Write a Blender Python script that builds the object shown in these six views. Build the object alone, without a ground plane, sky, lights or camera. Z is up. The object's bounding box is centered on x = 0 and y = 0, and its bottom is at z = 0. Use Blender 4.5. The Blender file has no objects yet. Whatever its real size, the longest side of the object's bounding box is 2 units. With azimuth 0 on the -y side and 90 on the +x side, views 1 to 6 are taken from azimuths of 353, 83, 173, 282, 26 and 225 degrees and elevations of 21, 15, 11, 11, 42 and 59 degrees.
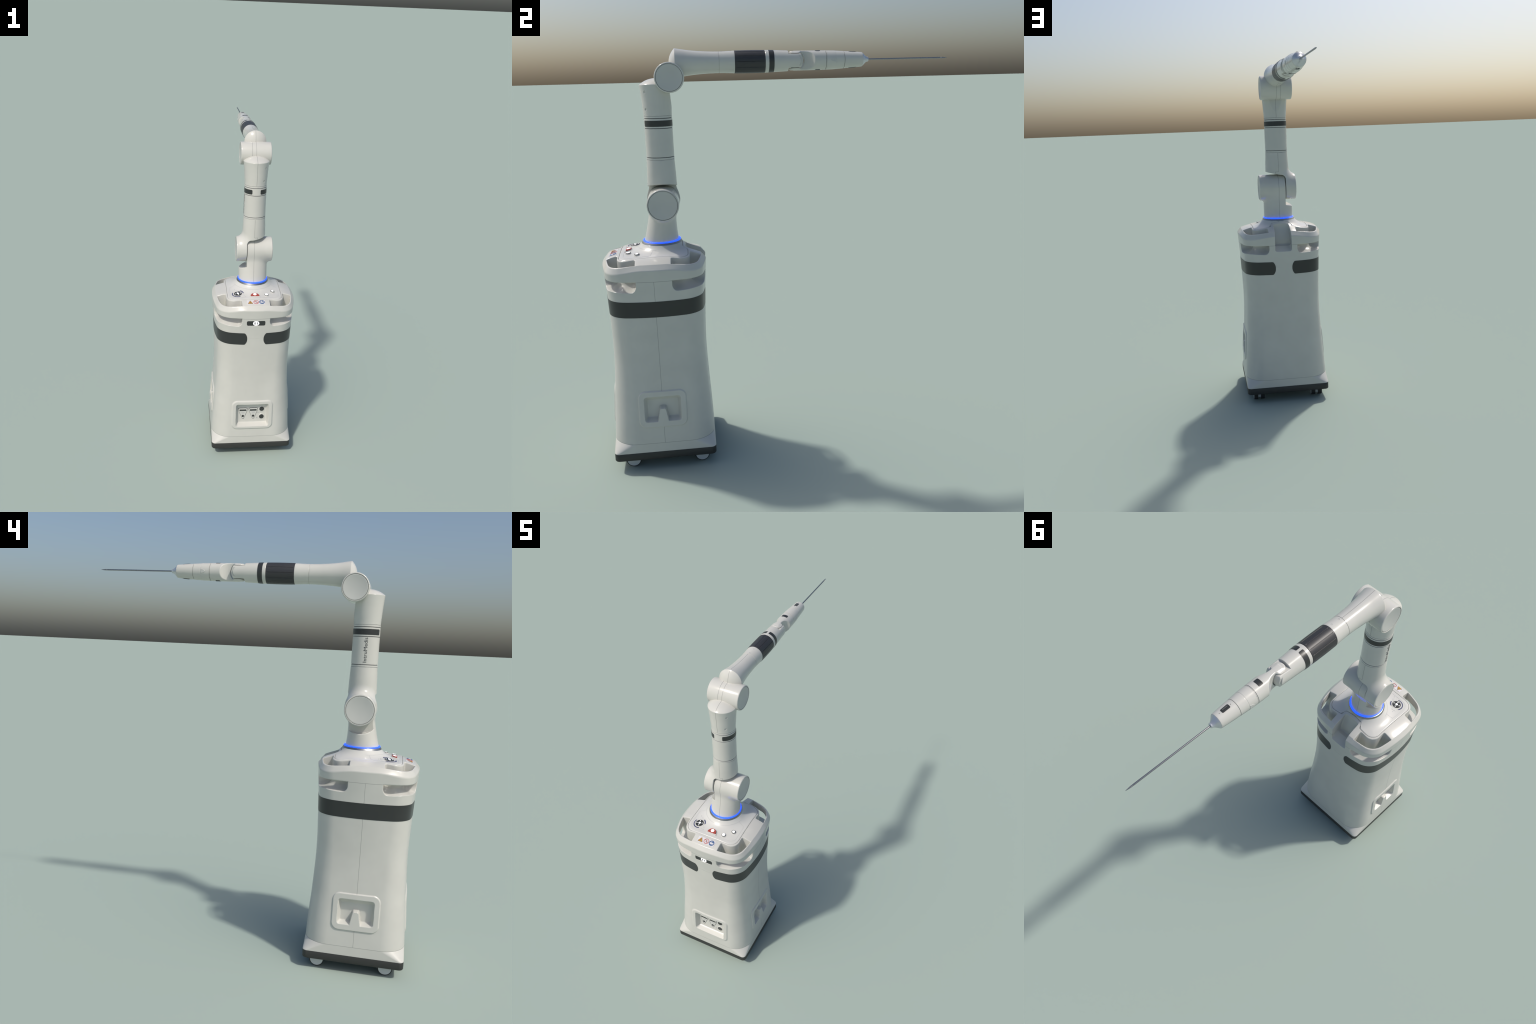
import bpy, bmesh, math, random
import numpy as np
from mathutils import Vector

random.seed(7)
rng = np.random.default_rng(7)
TAU = 2 * math.pi

# ------------------------------------------------------------------ layout
CART_Y = -0.602            # centre line of the cart
RING_Y = -0.5615           # axis of the turning base of the arm
UPPER_Y = -0.543           # axis of the upright upper arm
SHOULDER_Z = 1.295         # height of the shoulder pivot
ELBOW_Y, ELBOW_Z = -0.479, 1.872
FORE_Z = 1.935             # axis of the level forearm

# ------------------------------------------------------------------ materials
class NT:
    """small helper for building node expressions"""
    def __init__(self, mat):
        self.t = mat.node_tree
        self.n = self.t.nodes
        self.l = self.t.links
        self.coord = None

    def xyz(self):
        if self.coord is None:
            tc = self.n.new('ShaderNodeTexCoord')
            sp = self.n.new('ShaderNodeSeparateXYZ')
            self.l.new(tc.outputs['Object'], sp.inputs[0])
            self.coord = (sp.outputs[0], sp.outputs[1], sp.outputs[2], tc.outputs['Object'])
        return self.coord

    def m(self, op, a, b=None, c=None):
        nd = self.n.new('ShaderNodeMath')
        nd.operation = op
        for i, v in enumerate((a, b, c)):
            if v is None:
                continue
            if isinstance(v, (int, float)):
                nd.inputs[i].default_value = v
            else:
                self.l.new(v, nd.inputs[i])
        return nd.outputs[0]

    def band(self, v, centre, half):
        return self.m('COMPARE', v, centre, half)

    def prod(self, *f):
        r = f[0]
        for g in f[1:]:
            r = self.m('MULTIPLY', r, g)
        return r

    def union(self, *f):
        r = f[0]
        for g in f[1:]:
            r = self.m('MAXIMUM', r, g)
        return r


def material(name, color, rough=0.4, metal=0.0, lines=None, line_color=(0.30, 0.30, 0.28), grain=0.03,
             emit=None, emit_strength=0.0, coat=0.0, spec=0.5):
    mat = bpy.data.materials.new(name)
    mat.use_nodes = True
    nt = NT(mat)
    b = nt.n['Principled BSDF']
    b.inputs['Roughness'].default_value = rough
    b.inputs['Metallic'].default_value = metal
    b.inputs['Specular IOR Level'].default_value = spec
    if coat:
        b.inputs['Coat Weight'].default_value = coat
        b.inputs['Coat Roughness'].default_value = 0.12
    x, y, z, vec = nt.xyz()
    noise = nt.n.new('ShaderNodeTexNoise')
    noise.inputs['Scale'].default_value = 9.0
    noise.inputs['Detail'].default_value = 3.0
    nt.l.new(vec, noise.inputs['Vector'])
    ramp = nt.n.new('ShaderNodeValToRGB')
    lo = tuple(c * (1 - grain) for c in color) + (1,)
    hi = tuple(min(1, c * (1 + grain)) for c in color) + (1,)
    ramp.color_ramp.elements[0].position = 0.3
    ramp.color_ramp.elements[0].color = lo
    ramp.color_ramp.elements[1].position = 0.7
    ramp.color_ramp.elements[1].color = hi
    nt.l.new(noise.outputs['Fac'], ramp.inputs[0])
    out = ramp.outputs[0]
    if lines:
        mask = lines(nt, x, y, z)
        mix = nt.n.new('ShaderNodeMix')
        mix.data_type = 'RGBA'
        nt.l.new(mask, mix.inputs[0])
        nt.l.new(out, mix.inputs[6])
        mix.inputs[7].default_value = line_color + (1,)
        out = mix.outputs[2]
    nt.l.new(out, b.inputs['Base Color'])
    if emit:
        b.inputs['Emission Color'].default_value = emit + (1,)
        b.inputs['Emission Strength'].default_value = emit_strength
    return mat


WHITE = (0.585, 0.577, 0.530)
WR = 0.19


def seam_x0(nt, x, y, z):
    return nt.band(x, 0.0, 0.0010)


def seam_forearm(nt, x, y, z):
    top = nt.m('GREATER_THAN', z, FORE_Z + 0.02)
    return nt.prod(nt.band(x, 0.0, 0.0009), nt.m('LESS_THAN', y, -0.2485))


def seam_elbow(nt, x, y, z):
    return nt.union(nt.band(x, -0.0005, 0.0009), nt.band(x, -0.0245, 0.0010))


def seam_link(nt, x, y, z):
    return nt.union(
        nt.prod(nt.band(x, -0.0016, 0.0009), nt.m('GREATER_THAN', z, 1.389)),
        nt.prod(nt.band(x, 0.0170, 0.0009), nt.m('LESS_THAN', z, 1.3895)),
        nt.prod(nt.band(z, 1.389, 0.0009), nt.band(x, 0.0077, 0.0093)))


def seam_body(nt, x, y, z):
    ay = nt.m('ABSOLUTE', nt.m('SUBTRACT', y, CART_Y))
    ax = nt.m('ABSOLUTE', x)
    in_frame = nt.prod(nt.m('GREATER_THAN', z, 0.2275), nt.m('LESS_THAN', z, 0.4135))
    side = nt.prod(nt.band(y, CART_Y, 0.0009), nt.m('GREATER_THAN', ax, 0.15), nt.m('SUBTRACT', 1.0, in_frame), nt.m('GREATER_THAN', z, 0.1405))
    foot = nt.band(z, 0.1412, 0.0009)
    return nt.union(side, foot)


def seam_head(nt, x, y, z):
    rad = nt.m('MAXIMUM', nt.m('ABSOLUTE', x), nt.m('ABSOLUTE', nt.m('SUBTRACT', y, CART_Y)))
    outer = nt.m('GREATER_THAN', rad, 0.236)
    return nt.union(
        nt.prod(nt.band(z, 0.9672, 0.0009), outer),
        nt.prod(nt.band(y, CART_Y, 0.0008), nt.m('LESS_THAN', z, 0.967), nt.m('GREATER_THAN', nt.m('ABSOLUTE', x), 0.2)))


M = {}
M['white'] = material('white_plastic', WHITE, WR)
M['white_link'] = material('white_plastic_link', WHITE, WR, lines=seam_link)
M['white_arm'] = material('white_plastic_arm', WHITE, WR, lines=seam_x0)
M['white_fore'] = material('white_plastic_forearm', WHITE, WR, lines=seam_forearm)
M['white_elbow'] = material('white_plastic_elbow', WHITE, WR, lines=seam_elbow)
M['white_body'] = material('white_plastic_body', WHITE, 0.32, lines=seam_body)
M['white_head'] = material('white_plastic_head', WHITE, 0.21, lines=seam_head)
M['panel'] = material('panel_plastic', (0.595, 0.59, 0.55), 0.24)
M['cap'] = material('cap_plastic', (0.54, 0.54, 0.505), 0.42)
M['groove'] = material('groove_grey', (0.10, 0.105, 0.10), 0.6)
M['dark'] = material('dark_plastic', (0.030, 0.032, 0.031), 0.34)
M['base'] = material('dark_base', (0.032, 0.033, 0.031), 0.55)
M['rubber'] = material('grip_rubber', (0.034, 0.034, 0.036), 0.42)
M['rubber_line'] = material('grip_rubber_groove', (0.016, 0.016, 0.017), 0.5)
M['tyre'] = material('tyre_rubber', (0.02, 0.02, 0.02), 0.7)
M['hub'] = material('hub_grey', (0.55, 0.57, 0.57), 0.4)
M['steel'] = material('brushed_steel', (0.30, 0.30, 0.31), 0.30, metal=1.0)
M['collar'] = material('collar_metal', (0.36, 0.365, 0.36), 0.34, metal=1.0)
M['nose'] = material('nose_metal', (0.62, 0.63, 0.65), 0.3, metal=0.6)
M['blue_light'] = material('blue_light', (0.02, 0.08, 0.5), 0.4, emit=(0.0082, 0.044, 1.0), emit_strength=3.2)
M['white_light'] = material('white_light', (0.9, 0.9, 0.9), 0.4, emit=(1, 1, 1), emit_strength=1.1)
M['red'] = material('red_plastic', (0.36, 0.06, 0.042), 0.4)
M['navy'] = material('navy_print', (0.055, 0.065, 0.14), 0.4)
M['label'] = material('label_white', (0.66, 0.635, 0.645), 0.45)
M['amber'] = material('label_amber', (0.46, 0.24, 0.04), 0.45)
M['label_red'] = material('label_red', (0.44, 0.10, 0.085), 0.45)
M['label_blue'] = material('label_blue', (0.05, 0.115, 0.25), 0.45)
M['ink'] = material('ink_grey', (0.065, 0.07, 0.072), 0.5)
M['faint'] = material('faint_print', (0.42, 0.42, 0.42), 0.4)

# ------------------------------------------------------------------ object helpers
root = bpy.data.objects.new('surgical_robot', None)
root.empty_display_size = 0.2
root.location = (0, CART_Y, 0)
bpy.context.scene.collection.objects.link(root)
root['label'] = 'white robotic surgical arm with needle on a wheeled cart'
root['category'] = 'medical robot'


def link(obj, parent=root):
    bpy.context.scene.collection.objects.link(obj)
    obj.parent = parent
    if parent is root:
        obj.matrix_parent_inverse = root.matrix_basis.inverted()
        root_loc = root.location
        from mathutils import Matrix
        obj.matrix_parent_inverse = Matrix.Translation(-Vector(root_loc))
    elif parent is not None:
        from mathutils import Matrix
        obj.matrix_parent_inverse = Matrix.Translation(-Vector(parent.location))
    return obj


def make(name, verts, faces, mat, parent=root, angle=35, normals=None, loc=None):
    me = bpy.data.meshes.new(name)
    v = np.asarray(verts, dtype=np.float64)
    me.from_pydata(v.tolist() if isinstance(verts, np.ndarray) else verts, [], faces if not isinstance(faces, np.ndarray) else faces.tolist())
    me.validate()
    me.polygons.foreach_set('use_smooth', [True] * len(me.polygons))
    if normals is not None:
        me.normals_split_custom_set_from_vertices(normals.tolist())
    elif angle is not None:
        me.set_sharp_from_angle(angle=math.radians(angle))
    mats = mat if isinstance(mat, (list, tuple)) else [mat]
    for q in mats:
        me.materials.append(M[q])
    ob = bpy.data.objects.new(name, me)
    if loc:
        ob.location = loc
    return link(ob, parent)


def copy_of(ob, loc, parent=None):
    o = ob.copy()
    bpy.context.scene.collection.objects.link(o)
    o.location = loc
    return o


def frame(axis):
    """two unit vectors across the axis"""
    if axis == 'z':
        return Vector((0, 0, 1)), Vector((1, 0, 0)), Vector((0, 1, 0))
    if axis == 'y':
        return Vector((0, 1, 0)), Vector((0, 0, 1)), Vector((1, 0, 0))
    return Vector((1, 0, 0)), Vector((0, 1, 0)), Vector((0, 0, 1))


def spline(pts, n=8):
    """smooth the inner run of profile points with Catmull-Rom"""
    p = np.array(pts, float)
    out = []
    for i in range(len(p) - 1):
        a = p[max(i - 1, 0)]; b = p[i]; c = p[i + 1]; d = p[min(i + 2, len(p) - 1)]
        for k in range(n):
            t = k / n
            out.append(0.5 * ((2 * b) + (c - a) * t + (2 * a - 5 * b + 4 * c - d) * t * t + (3 * b - a - 3 * c + d) * t ** 3))
    out.append(p[-1])
    return [tuple(q) for q in out]


def lathe(name, profile, axis, origin, mat, parent=root, segs=96, angle=32, a0=0.0, a1=TAU, loc=None, matfn=None):
    """profile = [(along, radius)] turned about the axis"""
    w, u, v = frame(axis)
    o = Vector(origin)
    full = abs(a1 - a0 - TAU) < 1e-6
    cnt = segs if full else segs + 1
    verts, faces, mi = [], [], []
    for (h, r) in profile:
        for k in range(cnt):
            t = a0 + (a1 - a0) * k / segs
            verts.append(o + w * h + (u * math.cos(t) + v * math.sin(t)) * max(r, 1e-5))
    for i in range(len(profile) - 1):
        for k in range(segs):
            k2 = (k + 1) % cnt if full else k + 1
            faces.append((i * cnt + k, i * cnt + k2, (i + 1) * cnt + k2, (i + 1) * cnt + k))
            mi.append(matfn(i) if matfn else 0)
    me = bpy.data.meshes.new(name)
    me.from_pydata([tuple(q) for q in verts], [], faces)
    bm = bmesh.new(); bm.from_mesh(me)
    bm.faces.ensure_lookup_table()
    for f, q in zip(bm.faces, mi):
        f.material_index = q
        f.smooth = True
    bmesh.ops.remove_doubles(bm, verts=bm.verts, dist=2e-5)
    bmesh.ops.recalc_face_normals(bm, faces=bm.faces)
    bm.to_mesh(me); bm.free()
    me.set_sharp_from_angle(angle=math.radians(angle))
    mats = mat if isinstance(mat, (list, tuple)) else [mat]
    for q in mats:
        me.materials.append(M[q])
    ob = bpy.data.objects.new(name, me)
    if loc:
        ob.location = loc
    return link(ob, parent)


def groove(h, r, w=0.0016, d=0.0022):
    """profile points of a narrow groove centred at h"""
    return [(h - w * 0.5, r), (h - w * 0.4, r - d), (h + w * 0.4, r - d), (h + w * 0.5, r)]


def prism(name, outline, mapf, depth, mat, parent=root, bevel=0.0, angle=30, loc=None):
    """outline = [(a, b)] closed; mapf(a, b, t) gives the 3D point, t = height above the seat"""
    n = len(outline)
    cx = sum(p[0] for p in outline) / n
    cy = sum(p[1] for p in outline) / n
    rings = [(0.0, -0.0015)]
    if bevel > 0:
        rings += [(0.0, depth - bevel), (bevel, depth)]
    else:
        rings += [(0.0, depth)]
    verts, faces = [], []
    for ins, t in rings:
        for (a, b) in outline:
            if ins:
                d = math.hypot(a - cx, b - cy)
                s = max(0.0, 1 - ins / max(d, 1e-6))
                a, b = cx + (a - cx) * s, cy + (b - cy) * s
            verts.append(tuple(mapf(a, b, t)))
    for i in range(len(rings) - 1):
        for k in range(n):
            k2 = (k + 1) % n
            faces.append((i * n + k, i * n + k2, (i + 1) * n + k2, (i + 1) * n + k))
    faces.append(tuple((len(rings) - 1) * n + k for k in range(n)))
    me = bpy.data.meshes.new(name)
    me.from_pydata(verts, [], faces)
    bm = bmesh.new(); bm.from_mesh(me)
    bmesh.ops.recalc_face_normals(bm, faces=bm.faces)
    for f in bm.faces:
        f.smooth = True
    bm.to_mesh(me); bm.free()
    me.set_sharp_from_angle(angle=math.radians(angle))
    me.materials.append(M[mat])
    ob = bpy.data.objects.new(name, me)
    if loc:
        ob.location = loc
    return link(ob, parent)


def round_poly(pts, r, n=6):
    """round the corners of a polygon"""
    out = []
    m = len(pts)
    for i in range(m):
        p0, p, p1 = Vector(pts[i - 1]), Vector(pts[i]), Vector(pts[(i + 1) % m])
        a, b = (p0 - p), (p1 - p)
        la, lb = a.length, b.length
        a.normalize(); b.normalize()
        ang = math.acos(max(-1, min(1, a.dot(b))))
        d = min(r / math.tan(ang / 2), la * 0.49, lb * 0.49)
        s, e = p + a * d, p + b * d
        for k in range(n + 1):
            t = k / n
            q = s * (1 - t) ** 2 + p * 2 * t * (1 - t) + e * t * t
            out.append((q.x, q.y))
    return out


def rect(cx, cy, hx, hy, r, n=6):
    return round_poly([(cx - hx, cy - hy), (cx + hx, cy - hy), (cx + hx, cy + hy), (cx - hx, cy + hy)], r, n)


def circle(cx, cy, r, n=32):
    return [(cx + r * math.cos(TAU * k / n), cy + r * math.sin(TAU * k / n)) for k in range(n)]


def arc_band(cx, cy, r0, r1, a0, a1, n=20):
    o = [(cx + r1 * math.cos(math.radians(a0 + (a1 - a0) * k / n)), cy + r1 * math.sin(math.radians(a0 + (a1 - a0) * k / n))) for k in range(n + 1)]
    i = [(cx + r0 * math.cos(math.radians(a1 + (a0 - a1) * k / n)), cy + r0 * math.sin(math.radians(a1 + (a0 - a1) * k / n))) for k in range(n + 1)]
    return o + i

# ------------------------------------------------------------------ implicit surfaces
def smax(a, b, k):
    h = np.clip(0.5 - 0.5 * (b - a) / k, 0, 1)
    return b + (a - b) * h + k * h * (1 - h)


def rmax(a, b, r):
    """intersection with a round edge of radius r"""
    return np.minimum(np.maximum(a, b), -r) + np.hypot(np.maximum(a + r, 0), np.maximum(b + r, 0))


def smin(a, b, k):
    return -smax(-a, -b, k)


def grad(f, p, e):
    g = np.empty_like(p)
    for i in range(3):
        d = np.zeros(3); d[i] = e
        q = p + d
        r = p - d
        g[:, i] = f(q[:, 0], q[:, 1], q[:, 2]) - f(r[:, 0], r[:, 1], r[:, 2])
    return g / (2 * e)


def implicit_mesh(f, lo, hi, h, block=8):
    """dual contouring style (surface net) mesh of f = 0, pulled onto the true surface"""
    lo = np.array(lo, float); hi = np.array(hi, float)
    nb = np.ceil((hi - lo) / (h * block)).astype(int)
    n = nb * block
    ax = [lo[i] + (np.arange(n[i]) + 0.5) * h for i in range(3)]
    bx = [lo[i] + (np.arange(nb[i]) + 0.5) * h * block for i in range(3)]
    B = np.meshgrid(*bx, indexing='ij')
    fb = f(B[0].ravel(), B[1].ravel(), B[2].ravel()).reshape(nb)
    act = np.abs(fb) < 0.5 * math.sqrt(3) * block * h * 1.7 + h
    big = np.repeat(np.repeat(np.repeat(np.where(fb > 0, 1.0, -1.0).astype(np.float32), block, 0), block, 1), block, 2)
    m = np.repeat(np.repeat(np.repeat(act, block, 0), block, 1), block, 2)
    I = np.nonzero(m)
    CH = 1500000
    vals = np.empty(len(I[0]), np.float32)
    for s in range(0, len(I[0]), CH):
        e = s + CH
        vals[s:e] = f(ax[0][I[0][s:e]], ax[1][I[1][s:e]], ax[2][I[2][s:e]])
    big[I] = vals
    neg = big < 0
    cnt = np.zeros(n - 1, np.int8)
    for dx in (0, 1):
        for dy in (0, 1):
            for dz in (0, 1):
                cnt += neg[dx:n[0] - 1 + dx, dy:n[1] - 1 + dy, dz:n[2] - 1 + dz]
    cells = np.nonzero((cnt > 0) & (cnt < 8))
    idx = np.full(n - 1, -1, np.int32)
    idx[cells] = np.arange(len(cells[0]))
    acc = np.zeros((len(cells[0]), 3)); num = np.zeros(len(cells[0]))
    cx, cy, cz = cells
    corners = [(a, b, c) for a in (0, 1) for b in (0, 1) for c in (0, 1)]
    for a in corners:
        for axn in range(3):
            if a[axn] == 1:
                continue
            b = list(a); b[axn] = 1
            va = big[cx + a[0], cy + a[1], cz + a[2]]
            vb = big[cx + b[0], cy + b[1], cz + b[2]]
            cr = (va < 0) != (vb < 0)
            t = np.where(cr, va / np.where(cr, va - vb, 1), 0)
            pt = np.array(a, float)[None, :].repeat(len(t), 0)
            pt[:, axn] += t
            acc += np.where(cr[:, None], pt, 0); num += cr
    P = lo + (np.stack(cells, 1) + 0.5 + acc / num[:, None]) * h
    for it in range(3):
        v = f(P[:, 0], P[:, 1], P[:, 2]); g = grad(f, P, h * 0.15)
        st = (v / np.maximum((g * g).sum(1), 0.15))[:, None] * g
        L = np.linalg.norm(st, axis=1, keepdims=True)
        P = P - st * np.minimum(1, 0.5 * h / np.maximum(L, 1e-9))
    N = grad(f, P, h * 0.35)
    N /= np.maximum(np.linalg.norm(N, axis=1, keepdims=True), 1e-9)
    quads = []
    for axn in range(3):
        sl0 = [slice(1, n[i] - 1) for i in range(3)]; sl1 = [slice(1, n[i] - 1) for i in range(3)]
        sl0[axn] = slice(0, n[axn] - 1); sl1[axn] = slice(1, n[axn])
        A = neg[tuple(sl0)]; Bn = neg[tuple(sl1)]
        e = np.nonzero(A != Bn)
        base = [e[i] + (0 if i == axn else 1) for i in range(3)]
        u, w = [(1, 2), (2, 0), (0, 1)][axn]
        def cell(du, dw):
            q = [b.copy() for b in base]
            q[u] = q[u] - du; q[w] = q[w] - dw
            return idx[q[0], q[1], q[2]]
        q = np.stack([cell(1, 1), cell(0, 1), cell(0, 0), cell(1, 0)], 1)
        fl = ~A[e]
        q[fl] = q[fl][:, ::-1]
        quads.append(q)
    Q = np.concatenate(quads)
    Q = Q[(Q >= 0).all(1)]
    return P, Q, N


def implicit(name, f, lo, hi, h, mat, parent=root):
    P, Q, N = implicit_mesh(f, lo, hi, h)
    me = bpy.data.meshes.new(name)
    me.vertices.add(len(P)); me.vertices.foreach_set('co', P.astype(np.float32).ravel())
    me.loops.add(len(Q) * 4); me.loops.foreach_set('vertex_index', Q.astype(np.int32).ravel())
    me.polygons.add(len(Q))
    me.polygons.foreach_set('loop_start', np.arange(0, len(Q) * 4, 4, dtype=np.int32))
    me.update(calc_edges=True)
    me.validate()
    me.polygons.foreach_set('use_smooth', np.ones(len(me.polygons), bool))
    me.normals_split_custom_set_from_vertices(N.tolist())
    me.materials.append(M[mat])
    ob = bpy.data.objects.new(name, me)
    return link(ob, parent)


def cyl_x(x, y, z, cy, cz, r, x0, x1, rnd):
    """capped cylinder along x with rounded rims"""
    dr = np.hypot(y - cy, z - cz) - (r - rnd)
    dx = np.maximum(x0 + rnd - x, x - (x1 - rnd))
    return np.minimum(np.maximum(dr, dx), 0) + np.hypot(np.maximum(dr, 0), np.maximum(dx, 0)) - rnd

# ------------------------------------------------------------------ cart body
ZK = np.array([0.05, 0.13, 0.25, 0.42, 0.60, 0.76, 0.88, 0.98, 1.08])
AK = np.array([0.2512, 0.2500, 0.2451, 0.2359, 0.2306, 0.2353, 0.2407, 0.2480, 0.2545])
MK = np.gradient(AK, ZK)


def half_width(z):
    z = np.clip(np.asarray(z, float), ZK[0], ZK[-1])
    i = np.clip(np.searchsorted(ZK, z) - 1, 0, len(ZK) - 2)
    hh = ZK[i + 1] - ZK[i]
    t = (z - ZK[i]) / hh
    return ((2 * t ** 3 - 3 * t ** 2 + 1) * AK[i] + (t ** 3 - 2 * t * t + t) * hh * MK[i]
            + (-2 * t ** 3 + 3 * t * t) * AK[i + 1] + (t ** 3 - t * t) * hh * MK[i + 1])


def section_params(z):
    a = half_width(z)
    t = np.clip((np.asarray(z, float) - 0.13) / 0.85, -0.1, 1.1)
    g = np.maximum(0.0028 + 0.046 * t, 0.0015)
    r = 0.1174 - 0.0104 * t
    R = (a * a + g * g) / (2 * g)
    k = R - a
    q = R - r
    c = (-k + np.sqrt(np.maximum(2 * q * q - k * k, 1e-9))) / 2
    return a, g, r, R, k, q, c, np.arctan2(c, c + k)


def section_points(z, ph):
    """cart outline at height z for outward directions ph (bulged square, round corners)"""
    a, g, r, R, k, q, c, f0 = section_params(z)
    quad = np.round(ph / (math.pi / 2))
    p = ph - quad * math.pi / 2
    ins = np.abs(p) <= f0
    x = np.where(ins, (a - R) + R * np.cos(p), c + r * np.cos(p))
    y = np.where(ins, R * np.sin(p), np.sign(p) * c + r * np.sin(p))
    cq, sq = np.cos(quad * math.pi / 2), np.sin(quad * math.pi / 2)
    return x * cq - y * sq, x * sq + y * cq


def section_distance(x, yl, z):
    a, g, r, R, k, q, c, f0 = section_params(z)
    x = np.abs(x); y = np.abs(yl)
    dA = np.hypot(x + k, y) - q
    dB = np.hypot(x, y + k) - q
    corner = (np.arctan2(y, x + k) > f0) & (np.arctan2(x, y + k) > f0)
    return np.where(corner, np.hypot(x - c, y - c), np.maximum(dA, dB)) - r


SKIRT_Z = 0.1405


def rrect_d(u, v, hu, hv, r):
    du = np.abs(u) - hu + r; dv = np.abs(v) - hv + r
    return np.minimum(np.maximum(du, dv), 0) + np.hypot(np.maximum(du, 0), np.maximum(dv, 0)) - r


def sstep(t):
    t = np.clip(t, 0, 1)
    return t * t * (3 - 2 * t)


def frame_relief(s, z, hs, z0, z1, his, iz0, iz1, tongue, ramp=0.0045):
    """raised frame with a hollow: offset outward from the cart wall"""
    zc, hz = (z0 + z1) / 2, (z1 - z0) / 2
    d = rrect_d(s, z - zc, hs, hz, 0.036)
    out = 0.0055 * sstep(-d / ramp + 0.3)
    izc, ihz = (iz0 + iz1) / 2, (iz1 - iz0) / 2
    di = rrect_d(s, z - izc, his, ihz, 0.020)
    top = np.clip((iz1 - z) / 0.034, 0, 1)
    bot = np.clip((z - iz0) / 0.016, 0, 1)
    side = np.clip((his - np.abs(s)) / 0.017, 0, 1)
    rim = np.clip(-di / 0.016, 0, 1)
    t = smin(smin(smin(top, bot, 0.38), side, 0.38), rim, 0.38)
    t = np.clip(t / 0.79, 0, 1)
    dep = 0.0315 * t
    dep = np.where(di < 0, np.maximum(dep, 0), 0)
    if tongue:
        tz = (z - 0.2545) / (0.3235 - 0.2545)
        w = 0.0256 + (0.0132 - 0.0256) * np.clip(tz, -0.3, 1.2)
        dt = smax(np.abs(s) - w, z - 0.3235, 0.008)
        keep = sstep(dt / 0.0040)
        dep = dep * np.where(z < 0.33, keep, 1)
    return out - dep


def wall_relief(xl, yl, z):
    """offsets along the face direction for the three recessed frames"""
    front = frame_relief(xl, z, 0.1285, 0.197, 0.396, 0.105, 0.2150, 0.3750, False, 0.011)
    side = frame_relief(yl, z, 0.1155, 0.2268, 0.4145, 0.0905, 0.2545, 0.3885, True)
    f = (yl < -0.2) & (np.abs(xl) < 0.16)
    s = (np.abs(xl) > 0.2) & (np.abs(yl) < 0.16)
    return np.where(f, front, 0), np.where(s, side, 0)


def front_floor(x, z):
    """y of the hollow floor on the front"""
    a, g, r, Rr, k, q, c, f0 = section_params(z)
    return CART_Y - (float(a - Rr + math.sqrt(Rr * Rr - x * x)) + 0.0055 - 0.0315)


def build_body():
    # directions: fine where the frames sit (front and both sides)
    zmid = 0.3
    dense = np.linspace(0, TAU, 20001)
    px, py = section_points(np.full_like(dense, zmid), dense)
    arc = np.concatenate([[0], np.cumsum(np.hypot(np.diff(px), np.diff(py)))])
    fine = ((np.abs(px) > 0.2) & (np.abs(py) < 0.130)) | ((py < -0.2) & (np.abs(px) < 0.142))
    dens = np.where(fine, 1 / 0.0018, 1 / 0.009)
    cum = np.concatenate([[0], np.cumsum(np.diff(arc) * 0.5 * (dens[1:] + dens[:-1]))])
    ncol = int(cum[-1])
    frac = np.interp(np.arange(ncol) / ncol * cum[-1], cum, arc / arc[-1])
    zs = np.concatenate([np.linspace(SKIRT_Z, 0.186, 6)[:-1], np.arange(0.186, 0.425, 0.0018), np.linspace(0.430, 0.8355, 36)])
    V = np.empty((len(zs), ncol, 3))
    for i, z in enumerate(zs):
        qx, qy = section_points(np.full_like(dense, z), dense)
        qa = np.concatenate([[0], np.cumsum(np.hypot(np.diff(qx), np.diff(qy)))])
        x, y = np.interp(frac, qa / qa[-1], qx), np.interp(frac, qa / qa[-1], qy)
        f, s = wall_relief(x, y, np.full(ncol, z))
        V[i, :, 0] = x + np.sign(x) * s
        V[i, :, 1] = CART_Y + y - f
        V[i, :, 2] = z
    nr = len(zs)
    idx = np.arange(nr * ncol).reshape(nr, ncol)
    r1 = np.roll(idx, -1, axis=1)
    F = np.stack([idx[:-1], r1[:-1], r1[1:], idx[1:]], -1).reshape(-1, 4)
    return make('cart_body', V.reshape(-1, 3), F, 'white_body', angle=50)


body = build_body()


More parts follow.
